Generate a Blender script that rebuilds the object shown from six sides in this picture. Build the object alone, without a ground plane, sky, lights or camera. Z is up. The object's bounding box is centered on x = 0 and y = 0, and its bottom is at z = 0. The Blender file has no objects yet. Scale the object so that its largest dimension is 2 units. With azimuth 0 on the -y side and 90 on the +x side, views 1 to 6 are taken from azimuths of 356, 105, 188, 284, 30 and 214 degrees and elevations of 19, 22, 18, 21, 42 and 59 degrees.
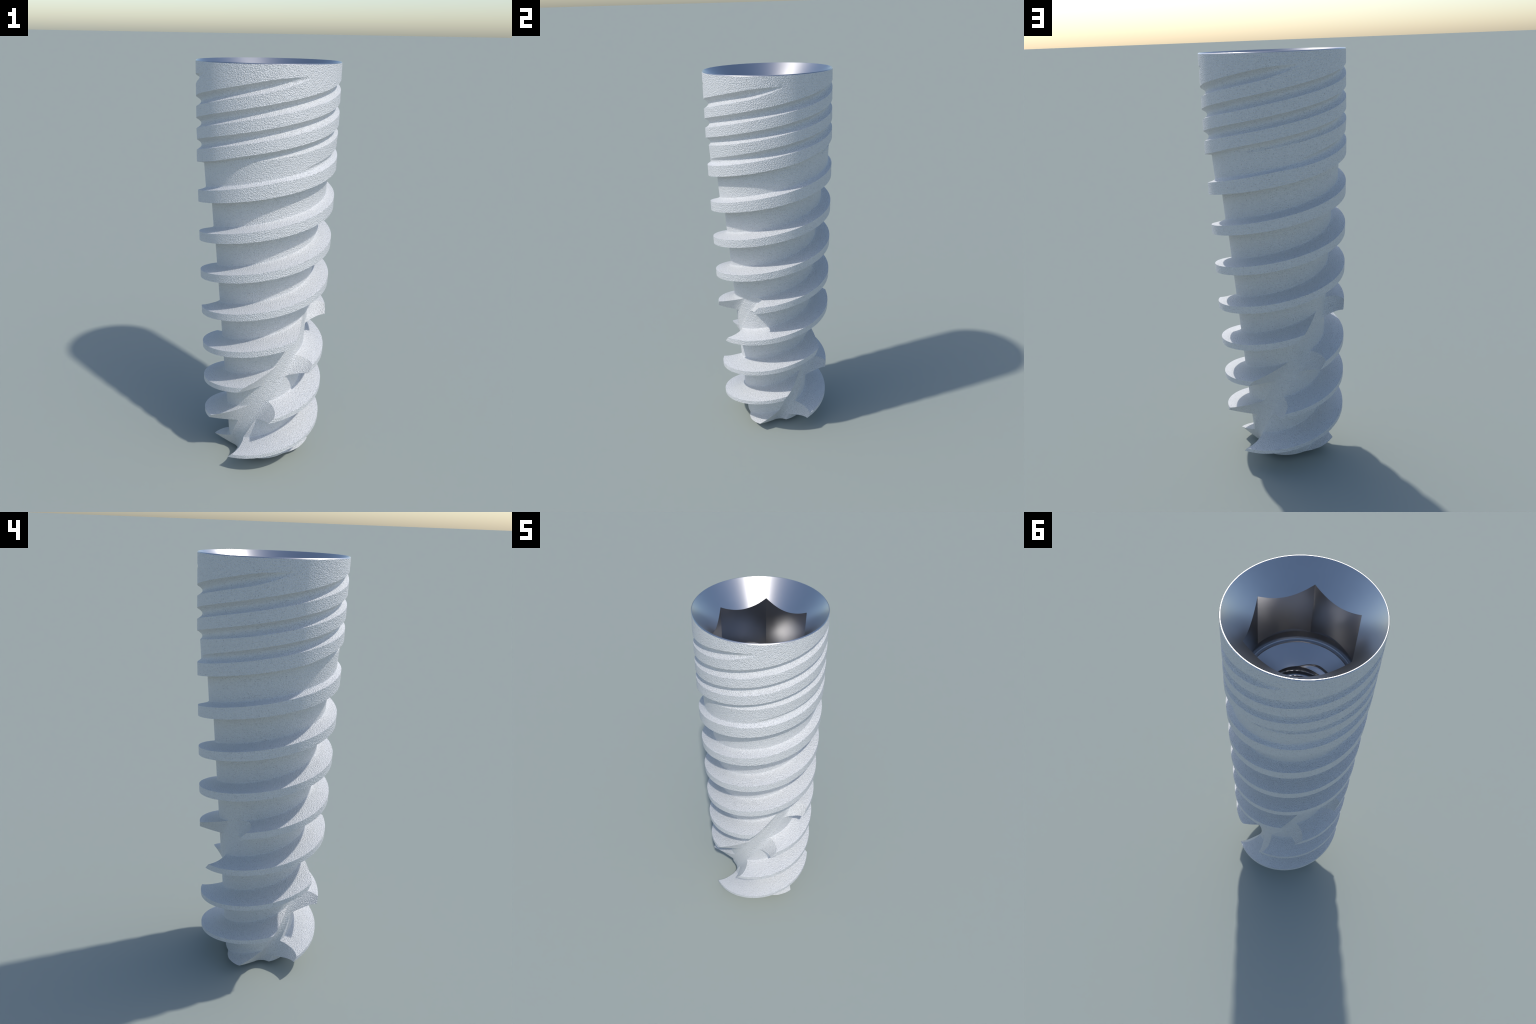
"""Dental implant: a tapered titanium screw with a four-start grooved collar,
a two-start cutting thread, two helical flutes and a hexagonal socket."""
import bpy, bmesh, math
import numpy as np

# ------------------------------------------------------------------ sizes
LEAD = 0.388            # rise of the helix per turn
PITCH = LEAD / 2        # two main threads
Z_REF, TH_REF = 1.383, 181.0   # one crest centre passes here
R_TOP = 0.325           # collar radius
GROOVE_D, GROOVE_HW, GROOVE_W = 0.0225, 0.0237, 0.0485   # collar grooves
N_TH = 360              # steps around

def smooth01(x):
    x = np.clip(x, 0, 1)
    return x * x * (3 - 2 * x)

def crest_radius(z):
    return np.where(z > 1.58, R_TOP, R_TOP - 0.0193 * (1.58 - z))

def core_radius(z):
    return 0.1655 + 0.0645 * z

def crest_upper(z):       # offset of the crest's upper edge from its centre line
    return 0.0222 + 0.003 * (1.3 - np.minimum(z, 1.3))

def crest_lower(z):       # lower edge: the crest thins towards the apex
    return -(0.0235 - 0.025 * (1.35 - np.minimum(z, 1.35)) + 0.005 * smooth01((z - 1.34) / 0.2))

def core_lower(z):        # where the under-flank of a crest meets the core
    full = np.minimum(-0.0310, crest_lower(z) - 0.006)
    flat = crest_lower(z) - 0.019          # the last turn has a nearly flat underside
    return flat + (full - flat) * smooth01((z - 0.08) / 0.14)

def core_upper(z):        # where the upper flank meets the core
    return np.interp(z, [0.2, 0.45, 0.8, 1.3], [0.053, 0.050, 0.043, 0.041])

def smax(a, b, k):
    h = np.clip(0.5 + 0.5 * (a - b) / k, 0, 1)
    return b * (1 - h) + a * h + k * h * (1 - h)

def gap_retreat(zc):      # the cutter leaves the metal towards the collar
    x = zc - 1.262
    return 0.122 * 0.5 * (x + np.sqrt(x * x + 0.0012))

# ------------------------------------------------------------------ helpers
SLOTS = ["collar", "thread_a", "thread_b", "core", "apex", "flute_a", "flute_b",
         "seat", "hex", "bore"]
SLOT = {n: i for i, n in enumerate(SLOTS)}
TAGS = [bpy.data.materials.new("tag_" + n) for n in SLOTS]

def make_object(name, verts, faces, slots):
    me = bpy.data.meshes.new(name)
    me.from_pydata([tuple(v) for v in verts], [], [tuple(f) for f in faces])
    for t in TAGS:
        me.materials.append(t)
    me.polygons.foreach_set("material_index", np.asarray(slots, dtype=np.int32))
    bm = bmesh.new()
    bm.from_mesh(me)
    bmesh.ops.recalc_face_normals(bm, faces=bm.faces)
    bm.to_mesh(me)
    bm.free()
    ob = bpy.data.objects.new(name, me)
    bpy.context.scene.collection.objects.link(ob)
    return ob

def boolean(target, tool, op):
    m = target.modifiers.new("b", "BOOLEAN")
    m.operation = op
    m.object = tool
    m.solver = "MANIFOLD"
    dg = bpy.context.evaluated_depsgraph_get()
    me = bpy.data.meshes.new_from_object(target.evaluated_get(dg), depsgraph=dg)
    target.modifiers.clear()
    old = target.data
    target.data = me
    bpy.data.meshes.remove(old)
    bpy.data.objects.remove(tool)

def lathe(name, profile, slots, n=N_TH):
    """Revolve a profile that starts and ends on the axis."""
    verts, faces, fs = [], [], []
    rings = []
    for r, z in profile:
        if r < 1e-6:
            rings.append([len(verts)])
            verts.append((0, 0, z))
        else:
            base = len(verts)
            rings.append(list(range(base, base + n)))
            for j in range(n):
                a = 2 * math.pi * (j + 0.5) / n
                verts.append((r * math.cos(a), r * math.sin(a), z))
    for i in range(len(rings) - 1):
        a, b = rings[i], rings[i + 1]
        for j in range(n):
            k = (j + 1) % n
            if len(a) == 1:
                faces.append((a[0], b[k], b[j]))
            elif len(b) == 1:
                faces.append((a[j], a[k], b[0]))
            else:
                faces.append((a[j], a[k], b[k], b[j]))
            fs.append(slots[i])
    return make_object(name, verts, faces, fs)

# ------------------------------------------------------------------ threaded blank
def threaded_blank():
    """Surface r(theta, w): rows follow the helix so that every crest edge is a mesh edge."""
    turns_lo, turns_hi = -10, 8                 # half-turn indices of the crest lines
    th = np.arange(N_TH + 1) * 360.0 / N_TH
    nA, nR, nC = 24, 10, 3
    sA = 0.5 - 0.5 * np.cos(np.linspace(0, math.pi, nA + 1))
    rows_z, rows_r, kind = [], [], []
    for k in range(turns_lo, turns_hi):
        zc = Z_REF + LEAD * (th - TH_REF) / 360 + PITCH * k       # crest centre
        zg = zc + PITCH / 2                                       # gap centre
        zn = zc + PITCH                                           # next crest
        extra = gap_retreat(zg)

        def groove(zcen, lower_end):
            # run-out at the collar: four grooves end at z = 1.947
            ang = (1.947 - zcen) / LEAD * 360
            d = GROOVE_D * smooth01(ang / 36.0)
            return d * smooth01((zcen - lower_end) / 0.075)
        dA = groove(zc + GROOVE_W, 1.505)
        dB = groove(zn - GROOVE_W, 1.535)
        hA = GROOVE_HW * np.sqrt(dA / GROOVE_D)
        hB = GROOVE_HW * np.sqrt(dB / GROOVE_D)

        def edges(z0, up):
            R = crest_radius(z0)
            full = R - core_radius(z0)
            if up:
                e = crest_upper(z0)
                s = (core_upper(z0) - e) / full
            else:
                e = -crest_lower(z0)
                s = (-core_lower(z0) - e) / full
            return e, s, full
        eU, sU, fullU = edges(zc, True)
        eL, sL, fullL = edges(zn, False)
        # crest edge: wherever the groove or the gap bites first
        big = 0.0485
        gapU = np.where(extra < fullU, eU + sU * extra, big)
        gapL = np.where(extra < fullL, eL + sL * extra, big)
        wu = np.minimum(gapU, np.where(dA > 1e-5, GROOVE_W - hA, big))
        wl = np.minimum(gapL, np.where(dB > 1e-5, GROOVE_W - hB, big))
        wu = np.minimum(wu, GROOVE_W - 0.004)
        wl = np.minimum(wl, GROOVE_W - 0.004)
        a_hi = GROOVE_W + np.where(zc > 1.45, np.maximum(hA, 0.006), GROOVE_HW)
        b_lo = PITCH - GROOVE_W - np.where(zn > 1.45, np.maximum(hB, 0.006), GROOVE_HW)

        w_rows, kinds = [], []
        for s in sA[:-1]:
            w_rows.append(wu + (a_hi - wu) * s); kinds.append(0)
        for i in range(nR):
            w_rows.append(a_hi + (b_lo - a_hi) * i / nR); kinds.append(1)
        top = PITCH - wl
        for s in sA[:-1]:
            w_rows.append(b_lo + (top - b_lo) * s); kinds.append(2)
        # crest of the next thread: from its lower edge to its upper edge
        # (its upper edge is the first row of the next period)
        w_rows.append(top); kinds.append(3)
        w_rows.append(top + 0.5 * (wl + 0.022)); kinds.append(3)
        for w, kd in zip(w_rows, kinds):
            z = zc + w
            R = crest_radius(z)
            r = R.copy()
            x = np.abs(w - GROOVE_W)
            rA = R - dA + GROOVE_D * (x / GROOVE_HW) ** 2
            r = np.where(dA > 1e-5, np.minimum(r, rA), r)
            x = np.abs(w - (PITCH - GROOVE_W))
            rB = R - dB + GROOVE_D * (x / GROOVE_HW) ** 2
            r = np.where(dB > 1e-5, np.minimum(r, rB), r)
            up = R - (w - eU) / sU
            lo = R - ((PITCH - eL) - w) / sL
            g = core_radius(z)
            rg = smax(smax(g, up, 0.022), lo, 0.013) + extra
            r = np.minimum(r, rg)
            rows_z.append(z)
            rows_r.append(r)
            kind.append((k, kd))
    Z, Rr = np.array(rows_z), np.array(rows_r)
    per = len(Z) // (turns_hi - turns_lo)
    M = len(Z)
    a = np.radians(th[:N_TH])
    verts = np.stack([Rr[:, :N_TH] * np.cos(a), Rr[:, :N_TH] * np.sin(a), Z[:, :N_TH]], -1).reshape(-1, 3)
    verts = [tuple(v) for v in verts]
    faces, fs = [], []
    shift = 2 * per                       # theta = 360 joins the row two half turns up
    def vid(i, j):
        if j == N_TH:
            return (i + shift) * N_TH
        return i * N_TH + j
    for i in range(M - 1):
        k, kd = kind[i]
        par = k & 1
        frac = i % per
        for j in range(N_TH):
            if j == N_TH - 1 and i + 1 + shift > M - 1:
                continue
            zmid = 0.5 * (Z[i, j] + Z[i + 1, j])
            if zmid > 1.6:
                s = SLOT["collar"]
            elif frac < 17:
                s = SLOT["thread_a"] if par == 0 else SLOT["thread_b"]
            elif frac >= per - 18:
                s = SLOT["thread_b"] if par == 0 else SLOT["thread_a"]
            else:
                s = SLOT["core"]
            faces.append((vid(i, j), vid(i, j + 1), vid(i + 1, j + 1), vid(i + 1, j)))
            fs.append(s)
    # close both ends far outside the finished part
    bm = bmesh.new()
    bv = [bm.verts.new(v) for v in verts]
    for f, s in zip(faces, fs):
        bf = bm.faces.new([bv[q] for q in f])
        bf.material_index = s
    bm.verts.ensure_lookup_table()
    apex_t = bm.verts.new((0, 0, float(Z.max()) + 0.3))
    apex_b = bm.verts.new((0, 0, float(Z.min()) - 0.3))
    zmid = 1.0
    for e in [e for e in bm.edges if len(e.link_faces) == 1]:
        t = apex_t if e.verts[0].co.z > zmid else apex_b
        bm.faces.new((e.verts[0], e.verts[1], t))
    bmesh.ops.recalc_face_normals(bm, faces=bm.faces)
    me = bpy.data.meshes.new("blank")
    bm.to_mesh(me)
    bm.free()
    for t in TAGS:
        me.materials.append(t)
    ob = bpy.data.objects.new("blank", me)
    bpy.context.scene.collection.objects.link(ob)
    return ob

# ------------------------------------------------------------------ flutes
# section of a flute at constant height: (angle behind the cutting edge, t)
# with t = 0 on the core and t = 1 on the crest
FLUTE = [(-9.0, 2.3), (-3.5, 1.5), (0.0, 1.0), (0.9, 0.66), (-1.2, 0.30), (-4.5, 0.06), (-10.0, -0.10),
         (-17.0, -0.14), (-25.0, -0.11), (-33.0, 0.02), (-47.0, 0.46), (-56.5, 1.0), (-65.0, 1.65), (-74, 2.3)]

def catmull(pts, n):
    P = np.array(pts, float)
    P = np.vstack([2 * P[0] - P[1], P, 2 * P[-1] - P[-2]])
    out = []
    for i in range(1, len(P) - 2):
        for s in np.arange(n) / n:
            p0, p1, p2, p3 = P[i - 1:i + 3]
            out.append(0.5 * (2 * p1 + (p2 - p0) * s + (2 * p0 - 5 * p1 + 4 * p2 - p3) * s * s
                              + (3 * p1 - p0 - 3 * p2 + p3) * s ** 3))
    out.append(P[-2])
    return np.array(out)

def flute_cutter(name, turn, slot):
    zs = np.concatenate([np.linspace(-0.06, 0.74, 90), np.linspace(0.75, 0.99, 60)])
    rows = []
    for z in zs:
        zz = max(z, 0.0)
        c, R = float(core_radius(zz)), float(crest_radius(zz))
        # the cutter bites deeper at the tip and lifts out of the body at its upper end
        deep = 0.012 * float(np.clip((0.10 - z) / 0.10, 0, 1.5))
        lift = 0.18 * max(0.0, (z - 0.82) / 0.11) ** 2
        shallow = float(np.interp(z, [0.1, 0.7], [1.0, 0.1]))
        narrow = 5.0 * float(smooth01((z - 0.52) / 0.2))
        thR = 231.0 + (z - 0.086) / 0.00573 + turn
        pts = []
        for da, t in FLUTE:
            if t < 0:
                t *= shallow
            r = c + t * (R - c) + lift
            if t < 0.2:
                r -= deep * (0.2 - t) / 0.34
            if da < -20:
                da += narrow * (-20 - da) / 36.5
                da -= 4.0 * float(np.clip((0.12 - z) / 0.12, 0, 1)) * (-20 - da) / 36.5
            a = math.radians(thR + da)
            pts.append((r * math.cos(a), r * math.sin(a)))
        rows.append(catmull(pts, 6))
    n = len(rows[0])
    verts = [(x, y, z) for z, row in zip(zs, rows) for x, y in row]
    faces = []
    for i in range(len(zs) - 1):
        for j in range(n):
            k = (j + 1) % n
            faces.append((i * n + j, i * n + k, (i + 1) * n + k, (i + 1) * n + j))
    faces.append(tuple(range(n)))
    faces.append(tuple((len(zs) - 1) * n + j for j in range(n)))
    ob = make_object(name, verts, faces, [SLOT[slot]] * len(faces))
    bm = bmesh.new(); bm.from_mesh(ob.data)
    bmesh.ops.triangulate(bm, faces=[f for f in bm.faces if len(f.verts) > 4])
    bm.to_mesh(ob.data); bm.free()
    return ob

# ------------------------------------------------------------------ cavity
HEX_R, HEX_ANGLE, HEX_TOP, HEX_FLOOR = 0.2455, 54.4, 1.92, 1.637

def hex_prism():
    verts = []
    for z in (HEX_FLOOR, 1.955):
        for i in range(6):
            a = math.radians(HEX_ANGLE + 60 * i)
            verts.append((HEX_R * math.cos(a), HEX_R * math.sin(a), z))
    faces = [(0, 1, 2, 3, 4, 5), (6, 7, 8, 9, 10, 11)]
    faces += [(i, (i + 1) % 6, 6 + (i + 1) % 6, 6 + i) for i in range(6)]
    return make_object("hex_tool", verts, faces, [SLOT["hex"]] * len(faces))

def screw_tap():
    """Threaded hole for the abutment screw."""
    n, z0, z1, pitch = 180, 0.98, 1.60, 0.062
    zs = np.linspace(z0, z1, 420)
    verts, faces = [], []
    for z in zs:
        for j in range(n):
            a = 2 * math.pi * j / n
            turn = (z - pitch * j / n) / pitch + 0.49
            ph = turn % 1.0
            centre = (math.floor(turn) + 0.01) * pitch + pitch * j / n
            t = np.clip(1.9 - abs(ph - 0.5) * 5.2, 0, 1)
            t = smooth01(t) * smooth01((1.5425 - centre) / 0.008)        # thread run-out
            r = 0.139 + 0.023 * float(t)
            verts.append((r * math.cos(a), r * math.sin(a), z))
    for i in range(len(zs) - 1):
        for j in range(n):
            k = (j + 1) % n
            faces.append((i * n + j, i * n + k, (i + 1) * n + k, (i + 1) * n + j))
    verts.append((0, 0, z0 - 0.06)); verts.append((0, 0, z1 + 0.02))
    b, t = len(verts) - 2, len(verts) - 1
    m = (len(zs) - 1) * n
    for j in range(n):
        k = (j + 1) % n
        faces.append((k, j, b))
        faces.append((m + j, m + k, t))
    return make_object("tap", verts, faces, [SLOT["bore"]] * len(faces))

# ------------------------------------------------------------------ assemble
body = threaded_blank()
dome = [(0.0, 0.0), (0.05, 0.0025), (0.09, 0.008), (0.125, 0.0145), (0.155, 0.021), (0.185, 0.028), (0.215, 0.0365),
        (0.240, 0.0465), (0.262, 0.058), (0.281, 0.0715), (0.302, 0.088)]   # rounded nose
profile = dome + [(0.345, 0.115), (0.345, 1.985), (0.3258, 1.9951), (0.3253, 1.9960), (0.3224, 1.9996), (0.3218, 2.0), (0.0, 2.0)]
slots = [SLOT["apex"]] * (len(dome) + 0) + [SLOT["collar"]] + [SLOT["seat"]] * 5
boolean(body, lathe("envelope", profile, slots), "INTERSECT")
for turn, s in ((0, "flute_a"), (180, "flute_b")):
    boolean(body, flute_cutter("cutter", turn, s), "DIFFERENCE")
LIP = 0.3197                               # inner edge of the flat rim
slope = (LIP - HEX_R) / (2.0 - HEX_TOP)
cone = [(0.0, 2.06), (LIP + 0.06 * slope, 2.06), (LIP, 2.0), (0.195, 2.0 - (LIP - 0.195) / slope), (0.0, 1.86)]
boolean(body, lathe("cone_tool", cone, [SLOT["seat"]] * 4), "DIFFERENCE")
boolean(body, hex_prism(), "DIFFERENCE")
bore = [(0.0, 1.715), (0.198, 1.715), (0.2450, 1.640), (0.2440, 1.594), (0.2405, 1.591), (0.230, 1.590), (0.228, 1.586),
        (0.139, 1.525), (0.0, 1.525)]
boolean(body, lathe("bore_tool", bore, [SLOT["bore"]] * 8), "DIFFERENCE")
boolean(body, screw_tap(), "DIFFERENCE")

# ------------------------------------------------------------------ materials
def blasted_titanium():
    m = bpy.data.materials.new("grit_blasted_titanium")
    m.use_nodes = True
    nt = m.node_tree
    nd, ln = nt.nodes, nt.links
    b = nd["Principled BSDF"]
    tc = nd.new("ShaderNodeTexCoord")
    grain = nd.new("ShaderNodeTexNoise")
    grain.inputs["Scale"].default_value = 225
    grain.inputs["Detail"].default_value = 1.0
    grain.inputs["Roughness"].default_value = 0.6
    ln.new(tc.outputs["Object"], grain.inputs["Vector"])
    dark_speck = nd.new("ShaderNodeTexNoise")
    dark_speck.inputs["Scale"].default_value = 230
    dark_speck.inputs["Detail"].default_value = 2
    ln.new(tc.outputs["Object"], dark_speck.inputs["Vector"])
    ramp = nd.new("ShaderNodeValToRGB")
    ramp.color_ramp.elements[0].position = 0.29
    ramp.color_ramp.elements[0].color = (0.42, 0.42, 0.43, 1)
    ramp.color_ramp.elements[1].position = 0.38
    ramp.color_ramp.elements[1].color = (0.665, 0.67, 0.675, 1)
    ln.new(dark_speck.outputs["Fac"], ramp.inputs["Fac"])
    ln.new(ramp.outputs["Color"], b.inputs["Base Color"])
    bump = nd.new("ShaderNodeBump")
    bump.inputs["Strength"].default_value = 1.0
    bump.inputs["Distance"].default_value = 0.0050
    cell = nd.new("ShaderNodeTexVoronoi")
    cell.inputs["Scale"].default_value = 180
    ln.new(tc.outputs["Object"], cell.inputs["Vector"])
    mix = nd.new("ShaderNodeMath")
    mix.operation = "MULTIPLY_ADD"
    mix.inputs[1].default_value = 0.35
    ln.new(cell.outputs["Distance"], mix.inputs[0])
    ln.new(grain.outputs["Fac"], mix.inputs[2])
    ln.new(mix.outputs["Value"], bump.inputs["Height"])
    ln.new(bump.outputs["Normal"], b.inputs["Normal"])
    b.inputs["Metallic"].default_value = 0.15
    b.inputs["Roughness"].default_value = 0.62
    b.inputs["Specular IOR Level"].default_value = 0.35
    return m

def machined_titanium():
    m = bpy.data.materials.new("machined_titanium")
    m.use_nodes = True
    nt = m.node_tree
    nd, ln = nt.nodes, nt.links
    b = nd["Principled BSDF"]
    b.inputs["Metallic"].default_value = 1.0
    tc = nd.new("ShaderNodeTexCoord")
    n = nd.new("ShaderNodeTexNoise")
    n.inputs["Scale"].default_value = 12
    ln.new(tc.outputs["Object"], n.inputs["Vector"])
    ramp = nd.new("ShaderNodeValToRGB")
    ramp.color_ramp.elements[0].color = (0.52, 0.52, 0.53, 1)
    ramp.color_ramp.elements[1].color = (0.55, 0.55, 0.56, 1)
    ln.new(n.outputs["Fac"], ramp.inputs["Fac"])
    ln.new(ramp.outputs["Color"], b.inputs["Base Color"])
    b.inputs["Roughness"].default_value = 0.28
    return m

ROUGH, METAL = blasted_titanium(), machined_titanium()

# ------------------------------------------------------------------ split into parts
bm = bmesh.new()
bm.from_mesh(body.data)
bmesh.ops.remove_doubles(bm, verts=bm.verts, dist=2e-6)
bmesh.ops.dissolve_degenerate(bm, edges=bm.edges, dist=1e-6)
bmesh.ops.triangulate(bm, faces=[f for f in bm.faces if len(f.verts) > 4])
bm.to_mesh(body.data)
bm.free()
me = body.data
me.polygons.foreach_set("use_smooth", np.ones(len(me.polygons), dtype=bool))
me.set_sharp_from_angle(angle=math.radians(24))
nl = len(me.loops)
cn = np.zeros(nl * 3, dtype=np.float32)
me.corner_normals.foreach_get("vector", cn)
cn = cn.reshape(-1, 3)
lv = np.zeros(nl, dtype=np.int32); me.loops.foreach_get("vertex_index", lv)
co = np.zeros(len(me.vertices) * 3, dtype=np.float32); me.vertices.foreach_get("co", co)
co = co.reshape(-1, 3)
npoly = len(me.polygons)
ls = np.zeros(npoly, dtype=np.int32); me.polygons.foreach_get("loop_start", ls)
lt = np.zeros(npoly, dtype=np.int32); me.polygons.foreach_get("loop_total", lt)
mi = np.zeros(npoly, dtype=np.int32); me.polygons.foreach_get("material_index", mi)

root = bpy.data.objects.new("dental_implant", None)
root["label"] = "tapered white titanium dental screw with hexagonal socket"
root["category"] = "dental implant"
bpy.context.scene.collection.objects.link(root)

PART = {"collar": ("grooved_collar", ROUGH), "thread_a": ("helical_thread", ROUGH),
        "thread_b": ("helical_thread", ROUGH), "core": ("core", ROUGH), "apex": ("apex", ROUGH),
        "flute_a": ("cutting_flute", ROUGH), "flute_b": ("cutting_flute", ROUGH),
        "seat": ("conical_seat", METAL), "hex": ("hexagonal_socket", METAL), "bore": ("screw_bore", METAL)}
for slot, (name, mat) in PART.items():
    sel = np.nonzero(mi == SLOT[slot])[0]
    if len(sel) == 0:
        continue
    loops = np.concatenate([np.arange(ls[p], ls[p] + lt[p]) for p in sel])
    used, inv = np.unique(lv[loops], return_inverse=True)
    starts = np.concatenate([[0], np.cumsum(lt[sel])[:-1]])
    faces = [inv[s:s + t].tolist() for s, t in zip(starts, lt[sel])]
    part = bpy.data.meshes.new(name)
    part.from_pydata(co[used].tolist(), [], faces)
    part.materials.append(mat)
    part.polygons.foreach_set("use_smooth", np.ones(len(faces), dtype=bool))
    part.update()
    part.normals_split_custom_set(cn[loops].tolist())
    ob = bpy.data.objects.new(name, part)
    bpy.context.scene.collection.objects.link(ob)
    ob.parent = root
bpy.data.objects.remove(body)
for t in TAGS:
    bpy.data.materials.remove(t)
